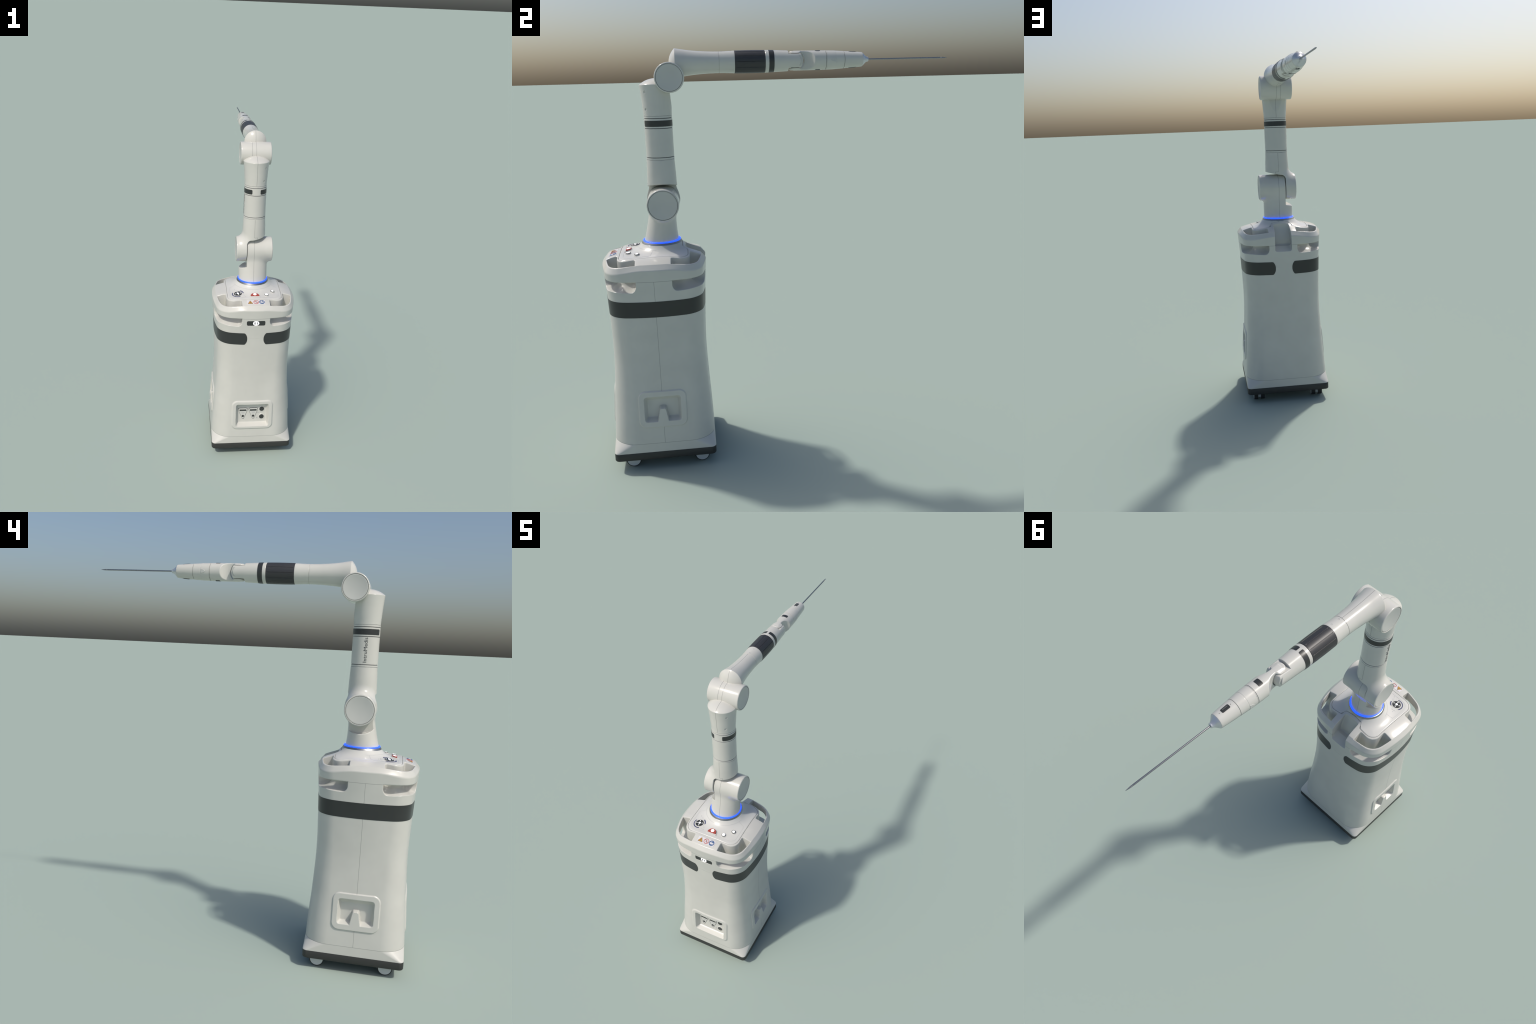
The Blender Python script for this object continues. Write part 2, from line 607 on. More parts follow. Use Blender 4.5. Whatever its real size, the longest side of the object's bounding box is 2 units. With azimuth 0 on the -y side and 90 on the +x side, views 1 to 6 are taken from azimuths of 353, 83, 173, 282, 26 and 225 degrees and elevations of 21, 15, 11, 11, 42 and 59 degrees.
def build_skirt():
    """white foot: square below, round cornered above"""
    ph = np.linspace(0, TAU, 361)[:-1]
    # lower outline, square with small corners
    hb, rb = 0.2495, 0.024
    quad = np.round(ph / (math.pi / 2)); p = ph - quad * math.pi / 2
    verts = []
    def square(hb, rb):
        # reuse directions: stretch so the flat sides receive points
        s = p / (math.pi / 4)
        flat = hb - rb
        t = np.abs(s)
        y = np.where(t < 0.6, np.sign(s) * flat * t / 0.6, 0)
        ang = np.where(t >= 0.6, (t - 0.6) / 0.4 * math.pi / 4, 0)
        x = np.where(t < 0.6, hb, flat + rb * np.cos(ang))
        y = np.where(t < 0.6, y, np.sign(s) * (flat + rb * np.sin(ang)))
        cq, sq = np.cos(quad * math.pi / 2), np.sin(quad * math.pi / 2)
        return x * cq - y * sq, x * sq + y * cq
    def round_sq(z):
        a, g, r, R, k, q, c, f0 = section_params(z)
        s = p / (math.pi / 4); t = np.abs(s)
        ang = np.where(t < 0.6, f0 * t / 0.6, f0 + (t - 0.6) / 0.4 * (math.pi / 4 - f0)) * np.sign(s)
        return section_points(np.full_like(ph, z), quad * math.pi / 2 + ang)
    rows = []
    bx, by = square(hb, rb)
    tx, ty = round_sq(SKIRT_Z)
    for z, m in [(0.094, 0.0), (0.0965, 0.0)] + [(0.0965 + (SKIRT_Z - 0.0965) * k / 10, k / 10) for k in range(1, 11)]:
        mm = m
        rows.append(np.stack([bx + (tx - bx) * mm, CART_Y + by + (ty - by) * mm, np.full_like(ph, z)], 1))
    rows.append(np.stack([tx * 0.985, CART_Y + ty * 0.985, np.full_like(ph, SKIRT_Z + 0.0005)], 1))
    V = np.concatenate(rows)
    n = len(ph); nr = len(rows)
    idx = np.arange(nr * n).reshape(nr, n); r1 = np.roll(idx, -1, 1)
    F = np.stack([idx[:-1], r1[:-1], r1[1:], idx[1:]], -1).reshape(-1, 4)
    make('base_skirt', V, F, 'white_body', angle=40)
    # dark plate below
    rows = []
    for z, ins in [(0.053, 0.22), (0.053, 0.006), (0.0545, 0.002), (0.058, 0.0), (0.0945, 0.0), (0.0962, 0.0012), (0.0962, 0.2)]:
        x, y = square(hb - ins, max(rb - ins * 0.5, 0.004))
        rows.append(np.stack([x, CART_Y + y, np.full_like(ph, z)], 1))
    V = np.concatenate(rows); nr = len(rows)
    idx = np.arange(nr * n).reshape(nr, n); r1 = np.roll(idx, -1, 1)
    F = np.stack([idx[:-1], r1[:-1], r1[1:], idx[1:]], -1).reshape(-1, 4).tolist()
    F.append(list(range(n))[::-1]); F.append([(nr - 1) * n + k for k in range(n)])
    make('base_plate', V, F, 'base', angle=40)


build_skirt()

# ------------------------------------------------------------------ cart head with grip openings
def deck_height(x, yl):
    d = section_distance(x, yl, np.full_like(x, 1.02))
    m = 0.251 + d                                   # radius like measure, 0.251 on the rim
    ax, ay = np.abs(x), np.abs(yl)
    corner = sstep((np.minimum(ax, ay) - 0.05) / 0.15)
    z = 1.058 - 2.75 * np.maximum(0, m - 0.160) ** 2 - 0.013 * corner * sstep((m - 0.13) / 0.08)
    r = np.hypot(x, yl - (RING_Y - CART_Y))
    z = z + 0.041 * np.exp(-np.maximum(r - 0.098, 0) / 0.033) * (m < 0.3)
    rim = 1.0215 - 0.020 * corner + (1.14 + 0.75 * corner) * np.maximum(-d, -0.02)
    return z, rim, d, m


PANEL_H, PANEL_R = 0.1625, 0.050


def panel_distance(x, yl):
    d = rrect_d(x, yl, PANEL_H, PANEL_H, PANEL_R)
    # the rear edge steps forward around the cable channel
    notch = smax(np.abs(x) - 0.062, 0.138 - yl, 0.015)
    return smax(d, -notch, 0.012)


def head_sdf(x, y, z):
    yl = y - CART_Y
    ax, ay = np.abs(x), np.abs(yl)
    zd, rim, d2, m = deck_height(x, yl)
    d = section_distance(x, yl, z)
    top = z - np.minimum(zd, rim)
    # the lowest rim slips inside the cart body
    body = smax(d + 0.0008 * sstep((0.8362 - z) / 0.004), top * 0.62, 0.003)
    body = np.maximum(body, 0.8265 - z)
    # seat of the control panel
    seat = np.maximum(panel_distance(x, yl) - 0.0012, (zd - 0.006) - z)
    body = np.maximum(body, -seat)
    # grip openings at the four corners
    u = np.clip((0.951 - z) / 0.0385, 0, 1)
    core_h = 0.1715 + 0.078 * (1 - np.sqrt(np.maximum(1 - u * u, 0)))
    core = rrect_d(x, yl, core_h, core_h, 0.052)
    ends = 0.083 - np.minimum(ax, ay)
    # bottom lip with rounded lower corners
    low = 0.9125 - z
    void = smax(-core, rmax(ends, low, 0.034), 0.011 + 0.018 * sstep((0.966 - z) / 0.03))
    ring_solid = np.maximum(-(d + 0.0236), (0.9672 + 1.15 * np.clip(-d - 0.002, 0, 0.03) - z) * 0.66)   # negative in the ring
    void = np.maximum(void, -ring_solid)
    body = smax(body, -void, 0.0035)
    # cable channel at the back
    w = 0.0492 - 0.05 * np.clip(z - 1.0, 0, 0.1)
    back = 0.152 + 0.02 * sstep((1.075 - z) / 0.10) - yl
    floor = 0.929 - z + 0.55 * np.clip(0.246 - yl, 0, 0.05)
    ch = smax(rmax(ax - w, floor, 0.012), back, 0.008)
    body = smax(body, -ch, 0.002)
    # slot for the front display
    disp = rrect_d(x, z - 0.9375, 0.0545, 0.0158, 0.008)
    disp = np.maximum(disp, yl + 0.238)
    body = np.maximum(body, -disp)
    return body


head = implicit('cart_handle_shell', head_sdf, (-0.27, CART_Y - 0.27, 0.818), (0.27, CART_Y + 0.27, 1.112), 0.0021, 'white_head')


def build_panel():
    """control panel: a curved plate rising to the collar"""
    na, nr = 240, 46
    c = RING_Y - CART_Y
    th = np.arange(na) / na * TAU
    r_out = np.empty(na)
    for i, t in enumerate(th):
        lo_, hi_ = 0.05, 0.4
        for _ in range(40):
            md = (lo_ + hi_) / 2
            v = panel_distance(np.array([md * math.cos(t)]), np.array([c + md * math.sin(t)]))[0]
            if v < 0:
                lo_ = md
            else:
                hi_ = md
        r_out[i] = lo_
    r_in = 0.0955
    r_out = np.maximum(r_out, r_in + 0.0005)
    rows = []
    for k in range(nr + 1):
        r = r_in + (r_out - r_in) * (k / nr) ** 1.15
        x, yl = r * np.cos(th), c + r * np.sin(th)
        z = deck_height(x, yl)[0] + 0.0006
        edge = np.clip((r - (r_out - 0.0035)) / 0.0035, 0, 1)
        z = z - 0.0018 * edge ** 2
        rows.append(np.stack([x, CART_Y + yl, z], 1))
    last = rows[-1].copy(); last[:, 2] -= 0.007
    rows.append(last)
    V = np.concatenate(rows)
    n = na
    idx = np.arange(len(rows) * n).reshape(len(rows), n); r1 = np.roll(idx, -1, 1)
    F = np.stack([idx[:-1], idx[1:], r1[1:], r1[:-1]], -1).reshape(-1, 4)
    return make('control_panel', V, F, 'panel', angle=40)


panel = build_panel()


def deck_map(cx, cy):
    """flat seat on the panel or deck around (cx, cy)"""
    def hz(x, y):
        return float(deck_height(np.array([x]), np.array([y - CART_Y]))[0][0])
    def f(a, b, t):
        return (a, b, hz(a, b) + 0.0006 + t)
    return f


DM = deck_map(0, 0)

# dark stripe around both sides
def build_stripe(sign):
    zs = np.concatenate([[0.7912], np.linspace(0.7925, 0.868, 26), [0.8693]])
    nc = 150
    rows_o, rows_i = [], []
    for z in zs:
        t = (z - 0.83025) / 0.0392
        e = 0.0490 + 0.0150 * abs(t) ** 2.4
        if abs(t) > 0.965:
            e += 0.005
        ph = np.linspace(-math.pi / 2, math.pi / 2, 4001)
        x, y = section_points(np.full_like(ph, z), ph)
        half = len(ph) // 2
        p0 = np.interp(e, x[:half], ph[:half])
        p1 = np.interp(-e, -x[half:], ph[half:])
        # equal spacing along the curve
        sel = np.linspace(p0, p1, 2000)
        sx, sy = section_points(np.full_like(sel, z), sel)
        arc = np.concatenate([[0], np.cumsum(np.hypot(np.diff(sx), np.diff(sy)))])
        pp = np.interp(np.linspace(0, arc[-1], nc), arc, sel)
        sx, sy = section_points(np.full_like(pp, z), pp)
        for rows, off in ((rows_o, 0.0008), (rows_i, -0.002)):
            rows.append(np.stack([sign * (sx + off * np.cos(pp)), CART_Y + sy + off * np.sin(pp), np.full_like(pp, z)], 1))
    nr = len(zs)
    V = np.concatenate(rows_o + rows_i)
    idx = np.arange(nr * nc).reshape(nr, nc)
    F = np.stack([idx[:-1, :-1], idx[:-1, 1:], idx[1:, 1:], idx[1:, :-1]], -1).reshape(-1, 4).tolist()
    o = nr * nc
    border = list(idx[0, :]) + list(idx[1:, -1]) + list(idx[-1, -2::-1]) + list(idx[-2:0:-1, 0])
    for a, b in zip(border, border[1:] + border[:1]):
        F.append([int(b), int(a), int(a) + o, int(b) + o])
    if sign < 0:
        F = [q[::-1] for q in F]
    make('side_stripe', V, F, 'dark', angle=40)


build_stripe(1)
build_stripe(-1)

# front display
def front_map(z_off=0.0):
    def f(a, b, t):
        yy = CART_Y - 0.2405
        return (a, yy - t, b)
    return f


disp = prism('status_display', rect(0, 0.9375, 0.0535, 0.0150, 0.0078), front_map(), 0.0015, 'dark')
fm = front_map()
oval = [(0.0182 * math.cos(TAU * k / 40), 0.9375 + 0.0142 * math.sin(TAU * k / 40)) for k in range(40)]
prism('display_symbol', oval, fm, 0.0021, 'white_light', parent=disp)
prism('display_digit', round_poly([(-0.0100, 0.9300), (-0.0040, 0.9285), (-0.0040, 0.9465), (-0.0100, 0.9450)], 0.0012), fm, 0.0026, 'dark', parent=disp)
prism('display_digit', round_poly([(0.0026, 0.9285), (0.0072, 0.9285), (0.0114, 0.9430), (0.0066, 0.9465)], 0.0010), fm, 0.0026, 'dark', parent=disp)
prism('display_digit', round_poly([(0.0000, 0.9440), (0.0012, 0.9440), (0.0012, 0.9410), (0.0000, 0.9410)], 0.0004), fm, 0.0026, 'dark', parent=disp)

# sockets in the front hollow
def floor_map(a, b, t):
    return (a, front_floor(a, b) - 0.0004 - t, b)


def ring_outline(name, pts_out, pts_in, mapf, depth, mat, parent=root):
    n = len(pts_out)
    verts = [tuple(mapf(a, b, -0.001)) for a, b in pts_out] + [tuple(mapf(a, b, depth)) for a, b in pts_out] \
        + [tuple(mapf(a, b, depth)) for a, b in pts_in] + [tuple(mapf(a, b, -0.001)) for a, b in pts_in]
    faces = []
    for i in range(3):
        for k in range(n):
            k2 = (k + 1) % n
            faces.append((i * n + k, i * n + k2, (i + 1) * n + k2, (i + 1) * n + k))
    me = bpy.data.meshes.new(name)
    me.from_pydata(verts, [], faces)
    bm = bmesh.new(); bm.from_mesh(me); bmesh.ops.recalc_face_normals(bm, faces=bm.faces); bm.to_mesh(me); bm.free()
    me.materials.append(M[mat])
    return link(bpy.data.objects.new(name, me), parent)


for cx in (-0.0562, 0.0085):
    tri_o = [(cx - 0.0345, 0.3305), (cx + 0.0345, 0.3305), (cx + 0.0050, 0.2545), (cx - 0.0050, 0.2545)][::-1]
    port = prism('port_cover', round_poly(tri_o, 0.0125, 8), floor_map, 0.0012, 'panel', bevel=0.0004)
    tri_i = [(cx + (a - cx) * 0.935, 0.297 + (b - 0.297) * 0.95) for a, b in tri_o]
    ring_outline('port_rim', round_poly(tri_o, 0.0125, 8), round_poly(tri_i, 0.0120, 8), floor_map, 0.0016, 'ink', parent=port)
    prism('port_slot', rect(cx, 0.3150, 0.0220, 0.0048, 0.0042), floor_map, 0.0022, 'dark', parent=port)
    prism('port_jack', circle(cx, 0.2738, 0.0074), floor_map, 0.0022, 'dark', parent=port)
    for k in range(2):
        prism('port_caption', rect(cx + 0.002 * k, 0.3005 - 0.0062 * k, 0.0115 - 0.0025 * k, 0.0012, 0.0004, 2), floor_map, 0.0016, 'faint', parent=port)
for (cx, cz) in ((0.0620, 0.3215), (0.0616, 0.2672)):
    sock = prism('socket', circle(cx, cz, 0.0190, 40), floor_map, 0.0022, 'panel', bevel=0.0012)
    prism('socket_insert', circle(cx, cz, 0.0150, 40), floor_map, 0.0030, 'dark', bevel=0.0005, parent=sock)
    for k in range(3):
        prism('socket_pin', circle(cx + 0.0055 * math.cos(k * 2.09 + 0.5), cz + 0.0055 * math.sin(k * 2.09 + 0.5), 0.0017, 12), floor_map, 0.0034, 'groove', parent=sock)
prism('socket_caption', rect(0.040, 0.2945, 0.008, 0.0010, 0.0004, 2), floor_map, 0.0010, 'faint')
prism('socket_caption', round_poly([(0.028, 0.2555), (0.038, 0.2555), (0.033, 0.2640)], 0.001, 2), floor_map, 0.0010, 'faint')

# ------------------------------------------------------------------ casters
def build_casters():
    first = None
    for sx in (-1, 1):
        for y in (-0.7637, -0.4235):
            cx = sx * 0.1785
            prof = [(-0.010, 0.0), (-0.010, 0.026), (-0.0122, 0.033), (-0.0118, 0.0362), (-0.009, 0.0372), (0.009, 0.0372), (0.0118, 0.0362), (0.0122, 0.033), (0.010, 0.026), (0.010, 0.0)]
            br = prism('caster_fork', rect(cx, y, 0.012, 0.020, 0.006), lambda a, b, t: (a, b, t), 0.054, 'hub')
            # cut the bracket to hang above the floor
            me = br.data
            for v in me.vertices:
                if v.co.z < 0.012:
                    v.co.z = 0.018
            for dx in (-0.0205, 0.0205):
                w = None
                if first is None:
                    w = lathe('caster_wheel', prof, 'x', (0, 0, 0), 'tyre', parent=None, segs=56)
                    hub = lathe('wheel_hub', [(-0.0128, 0.0), (-0.0128, 0.0322), (-0.0100, 0.0325), (0.0100, 0.0325), (0.0128, 0.0322), (0.0128, 0.0)], 'x', (0, 0, 0), 'hub', parent=None, segs=56)
                    first = (w, hub)
                    wo, ho = w, hub
                else:
                    wo = first[0].copy(); ho = first[1].copy()
                    bpy.context.scene.collection.objects.link(wo); bpy.context.scene.collection.objects.link(ho)
                for o_ in (wo, ho):
                    o_.location = (cx + dx, y, 0.0372)
                    o_.parent = br
                    o_.matrix_parent_inverse.identity()


build_casters()

# ------------------------------------------------------------------ controls on the panel
# joystick
jx, jy = -0.1003, -0.7020
joy = prism('joystick_pad', circle(jx, jy, 0.0305, 48), DM, 0.0016, 'panel', bevel=0.0008)
prism('joystick_dial', circle(jx, jy, 0.0234, 48), DM, 0.0042, 'dark', bevel=0.0010, parent=joy)
prism('joystick_mark', circle(jx, jy, 0.0066, 24), DM, 0.0050, 'white_light', parent=joy)
for k in range(4):
    t = math.radians(12 + 90 * k)
    prism('joystick_mark', circle(jx + 0.0158 * math.cos(t), jy + 0.0158 * math.sin(t), 0.0026, 12), DM, 0.0049, 'white_light', parent=joy)
for a0, a1 in ((150, 292), (8, 62)):
    prism('joystick_arc', arc_band(jx, jy, 0.0303, 0.0356, a0, a1), DM, 0.0018, 'navy', parent=joy)
for a in (108, -38):
    t = math.radians(a)
    ex, ey = jx + 0.0385 * math.cos(t), jy + 0.0385 * math.sin(t)
    tab = [(jx + 0.0275 * math.cos(t + s), jy + 0.0275 * math.sin(t + s)) for s in (-0.55, 0.55)]
    tip = [(jx + 0.0465 * math.cos(t + s), jy + 0.0465 * math.sin(t + s)) for s in (0.26, -0.26)]
    prism('joystick_tab', round_poly(tab + tip, 0.006), DM, 0.0010, 'panel', bevel=0.0004, parent=joy)
    for s in (-0.17, 0.17):
        prism('joystick_icon', circle(jx + 0.0395 * math.cos(t + s), jy + 0.0395 * math.sin(t + s), 0.0014, 10), DM, 0.0014, 'faint', parent=joy)
    prism('joystick_icon', rect(jx + 0.0545 * math.cos(t), jy + 0.0545 * math.sin(t), 0.0018, 0.0030, 0.0006, 2), DM, 0.0006, 'faint', parent=joy)

# emergency button, a raised half disc
half = [(0.0262 * math.cos(math.radians(a)), -0.7385 + 0.0262 * math.sin(math.radians(a))) for a in range(0, 181, 9)]
seat = [(0.032 * math.cos(math.radians(a)), -0.7405 + 0.0315 * math.sin(math.radians(a))) for a in range(-14, 195, 9)]
stop = prism('stop_button_seat', round_poly(seat, 0.003, 2), DM, 0.0030, 'panel', bevel=0.0012)
prism('stop_button', half, DM, 0.0078, 'red', bevel=0.0008, parent=stop)
prism('stop_button_mark', circle(0.0, -0.7262, 0.0096, 28), DM, 0.0086, 'white_light', parent=stop)
for k, (kx, ky) in enumerate(((0.0704, -0.7235), (0.1120, -0.6800))):
    kb = prism('push_button', circle(kx, ky, 0.0140, 36), DM, 0.0034, 'panel', bevel=0.0012)
    prism('push_button_rim', circle(kx, ky, 0.0117, 36), DM, 0.0066, 'groove', bevel=0.0010, parent=kb)
    if k == 0:
        m_ = circle(kx, ky, 0.0090, 24)
    else:
        m_ = [(kx + (0.0082 if j % 2 == 0 else 0.0064) * math.cos(j * math.pi / 8), ky + (0.0082 if j % 2 == 0 else 0.0064) * math.sin(j * math.pi / 8)) for j in range(16)]
    prism('push_button_mark', m_, DM, 0.0072, 'white_light', parent=kb)
    if k == 0:
        for dx in (-0.003, 0.003):
            prism('push_button_dot', circle(kx + dx, ky - 0.001, 0.0011, 10), DM, 0.0077, 'ink', parent=kb)
# thin frame printed on the panel
fo = rect(0, CART_Y, 0.147, 0.147, 0.042, 10)
fi = rect(0, CART_Y, 0.1463, 0.1463, 0.0415, 10)
keep = [i for i in range(len(fo)) if fo[i][1] < CART_Y + 0.02]
def thin_line(name, pts, w, mat, parent):
    n = len(pts); vs, fs = [], []
    for i, (a, b) in enumerate(pts):
        p0 = Vector(pts[max(i - 1, 0)]); p1 = Vector(pts[min(i + 1, n - 1)])
        d = (p1 - p0).normalized(); nrm = Vector((-d.y, d.x)) * w * 0.5
        for s, t in ((1, 0.0), (1, 0.0004), (-1, 0.0004), (-1, 0.0)):
            vs.append(tuple(DM(a + nrm.x * s, b + nrm.y * s, t)))
    for i in range(n - 1):
        for k in range(3):
            fs.append((i * 4 + k, i * 4 + k + 1, i * 4 + 4 + k + 1, i * 4 + 4 + k))
    return make(name, vs, fs, mat, parent=parent, angle=None)
line_pts = []
for s in (-1, 1):
    seg = [(s * 0.105, CART_Y + 0.015)] if False else []
pts = [(-0.146, CART_Y - 0.015 - 0.004 * k) for k in range(23)]
pts += [(-0.146 + 0.036 * (1 - math.cos(t)), CART_Y - 0.107 - 0.036 * math.sin(t)) for t in np.linspace(0, math.pi / 2, 10)]
pts += [(-0.108 + 0.006 * k, CART_Y - 0.143) for k in range(37)]
pts += [(0.110 + 0.036 * math.sin(t), CART_Y - 0.143 + 0.036 * (1 - math.cos(t))) for t in np.linspace(0, math.pi / 2, 10)]
pts += [(0.146, CART_Y - 0.107 + 0.004 * k) for k in range(1, 23)]
thin_line('panel_print_line', pts, 0.0007, 'faint', panel)
thin_line('panel_print_line', [(0.117 * math.cos(t), RING_Y + 0.117 * math.sin(t)) for t in np.linspace(-math.pi * 0.93, -math.pi * 0.07, 70)], 0.0008, 'faint', panel)
thin_line('panel_print_line', [(-0.146 + 0.0038 * k, CART_Y - 0.015 + 0.0012 * k) for k in range(11)], 0.0007, 'faint', panel)
thin_line('panel_print_line', [(0.146 - 0.0038 * k, CART_Y - 0.015 + 0.0012 * k) for k in range(11)], 0.0007, 'faint', panel)
thin_line('panel_print_line', [(0.0, -0.7450 - 0.0015 * k) for k in range(4)], 0.001, 'faint', panel)

# warning label with three signs
lc = -0.8000
lab = prism('warning_label', [(-0.0535, lc - 0.0175), (0.0535, lc - 0.0175), (0.0535, lc), (0.0535, lc + 0.0175), (-0.0535, lc + 0.0175), (-0.0535, lc)], DM, 0.0007, 'label')
t0 = -0.0345
prism('sign_border', round_poly([(t0 - 0.0160, lc - 0.0140), (t0 + 0.0160, lc - 0.0140), (t0, lc + 0.0140)], 0.0018, 4), DM, 0.0011, 'ink', parent=lab)
prism('sign_triangle', round_poly([(t0 - 0.0142, lc - 0.0130), (t0 + 0.0142, lc - 0.0130), (t0, lc + 0.0120)], 0.0012, 4), DM, 0.0015, 'amber', parent=lab)
prism('sign_bolt', round_poly([(t0 - 0.0012, lc - 0.0095), (t0 + 0.0012, lc - 0.0095), (t0 + 0.0009, lc + 0.004), (t0 - 0.0009, lc + 0.004)], 0.0005, 2), DM, 0.0018, 'ink', parent=lab)
ring_outline('sign_ring', circle(0.0005, lc, 0.0158, 40), circle(0.0005, lc, 0.0132, 40), DM, 0.0014, 'label_red', parent=lab)
prism('sign_figure', round_poly([(-0.005, lc - 0.006), (0.006, lc - 0.006), (0.004, lc + 0.007), (-0.001, lc + 0.007)], 0.002, 4), DM, 0.0012, 'faint', parent=lab)
prism('sign_bar', round_poly([(-0.0095, lc + 0.0075), (-0.0075, lc + 0.0095), (0.0105, lc - 0.0075), (0.0085, lc - 0.0095)], 0.0005, 2), DM, 0.0018, 'label_red', parent=lab)
prism('sign_disc', circle(0.0345, lc, 0.0160, 40), DM, 0.0014, 'label_blue', parent=lab)
prism('sign_head', circle(0.0325, lc + 0.0068, 0.0033, 16), DM, 0.0018, 'label', parent=lab)
prism('sign_book', round_poly([(0.0230, lc - 0.0050), (0.0345, lc - 0.0085), (0.0460, lc - 0.0050), (0.0455, lc + 0.0040), (0.0360, lc + 0.0005), (0.0300, lc + 0.0030), (0.0250, lc + 0.0030)], 0.001, 2), DM, 0.0018, 'label', parent=lab)

# ------------------------------------------------------------------ collar and light ring
lathe('base_collar', [(1.076, 0.0985), (1.0985, 0.0985), (1.1005, 0.0975), (1.1085, 0.0930), (1.1095, 0.0905), (1.1085, 0.086), (1.090, 0.084)], 'z', (0, RING_Y, 0), 'collar')
lathe('light_ring', [(1.105, 0.089), (1.1085, 0.0905), (1.1110, 0.0914), (1.1132, 0.0906), (1.1142, 0.0885), (1.1145, 0.0860), (1.1145, 0.070)], 'z', (0, RING_Y, 0), 'blue_light', angle=60)

# ------------------------------------------------------------------ shoulder
def shoulder_sdf(x, y, z):
    t = np.clip((z - 1.115) / 0.115, 0, 1.6)
    cy = -0.5617 + 0.0072 * t + 0.003 * t * t
    hy = 0.0822 - 0.0235 * t + 0.0085 * t * t
    hx = 0.0868 + 0 * t
    q = np.hypot(x / hx, (y - cy) / hy)
    col = (q - 1) * np.minimum(hx, hy)
    col = np.maximum(smax(col, z - 1.318, 0.05), 1.111 - z)
    cyl = cyl_x(x, y, z, UPPER_Y, SHOULDER_Z, 0.0757, -0.0415, 0.1130, 0.006)
    d = smin(col, cyl, 0.022)
    rr = np.hypot(y - UPPER_Y, z - SHOULDER_Z)
    # clearance for the arm's knuckle
    cut = smax(x + 0.0415, rr - 0.1175, 0.004)
    d = smax(d, -cut, 0.004)
    d = np.where(z > 1.20, np.maximum(d, np.where(z > SHOULDER_Z, rmax(-0.0415 - x, z - (SHOULDER_Z + 0.0758), 0.0265), -1.0)), d)
    # dished end plate
    dish = np.maximum(rr - 0.0695, 0.1060 - x)
    d = np.maximum(d, -dish)
    return d


implicit('shoulder', shoulder_sdf, (-0.10, -0.66, 1.100), (0.130, -0.45, 1.385), 0.0019, 'white_arm')


def joint_cap(x, sign, y, z, r, parent=root):
    """shallow dished plate with a dark gap around"""
    s = sign
    ro = r - 0.0014
    prof = [(x - s * 0.0048 * (1 - (k / 14) ** 2), (ro - 0.0010) * k / 14) for k in range(15)] + [(x - s * 0.0003, ro - 0.0003), (x - s * 0.0010, ro), (x - s * 0.005, ro)]
    c = lathe('joint_cap', prof, 'x', (0, y, z), 'cap', angle=50)
    lathe('joint_gap', [(x - s * 0.0022, r + 0.001), (x - s * 0.0022, r - 0.003)], 'x', (0, y, z), 'groove', parent=c)
    return c


joint_cap(0.1113, 1, UPPER_Y, SHOULDER_Z, 0.0695)

# ------------------------------------------------------------------ upper arm
def link_sdf(x, y, z):
    r = np.interp(z, [1.29, 1.37, 1.44, 1.5, 1.52], [0.0712, 0.0705, 0.0684, 0.0656, 0.0655])
    col = np.hypot(x, y - UPPER_Y) - r
    col = smax(col, 1.300 - z, 0.03)
    knuckle = cyl_x(x, y, z, UPPER_Y, SHOULDER_Z, 0.0765, -0.1062, -0.0432, 0.006)
    d = smin(col, knuckle, 0.048)
    # keep the knuckle round and its ends flat after blending
    d = smax(d, -0.1062 - x, 0.004)
    d = np.maximum(d, z - 1.5000)
    cut = rmax(-0.0432 - x, z - (1.3730 + 0.22 * np.maximum(x, -0.012)), 0.027)
    d = smax(d, -cut, 0.003)
    rr = np.hypot(y - UPPER_Y, z - SHOULDER_Z)
    dish = np.maximum(rr - 0.0695, x + 0.0995)
    d = np.maximum(d, -dish)
    # clearance from the shoulder drum
    drum = np.maximum(rr - 0.0772, -0.0432 - x)
    d = np.maximum(d, -drum)
    return d


implicit('upper_arm_link', link_sdf, (-0.125, -0.64, 1.200), (0.09, -0.445, 1.515), 0.0019, 'white_link')
joint_cap(-0.1045, -1, UPPER_Y, SHOULDER_Z, 0.0695)

R0 = 0.0655
tube = [(1.495, 0.060), (1.4985, 0.0640), (1.5000, R0)] + [(1.5012, R0), (1.5014, R0 - 0.0016), (1.5030, R0 - 0.0016), (1.5032, R0)] + [(1.5110, R0), (1.5112, R0 - 0.003), (1.5142, R0 - 0.003), (1.5144, R0)] \
    + [(1.6450, R0), (1.6452, R0 - 0.003), (1.6482, R0 - 0.003), (1.6484, R0)] + [(1.6905, R0), (1.6907, R0 - 0.003), (1.6937, R0 - 0.003), (1.6939, R0)] + [(1.7020, R0), (1.7022, R0 - 0.0016), (1.7038, R0 - 0.0016), (1.7040, R0), (1.7060, R0), (1.707, 0.060)]
def tube_mat(i):
    h = (tube[i][0] + tube[i + 1][0]) / 2
    r = (tube[i][1] + tube[i + 1][1]) / 2
    if r < R0 - 0.0025 and 1.505 < h < 1.70:
        return 1
    return 2 if (R0 - 0.0018 < r < R0 - 0.0014 and 1.5013 < h < 1.704) else 0
arm_tube = lathe('upper_arm', tube, 'z', (0, UPPER_Y, 0), ['white', 'groove', 'faint'], segs=128, matfn=tube_mat)

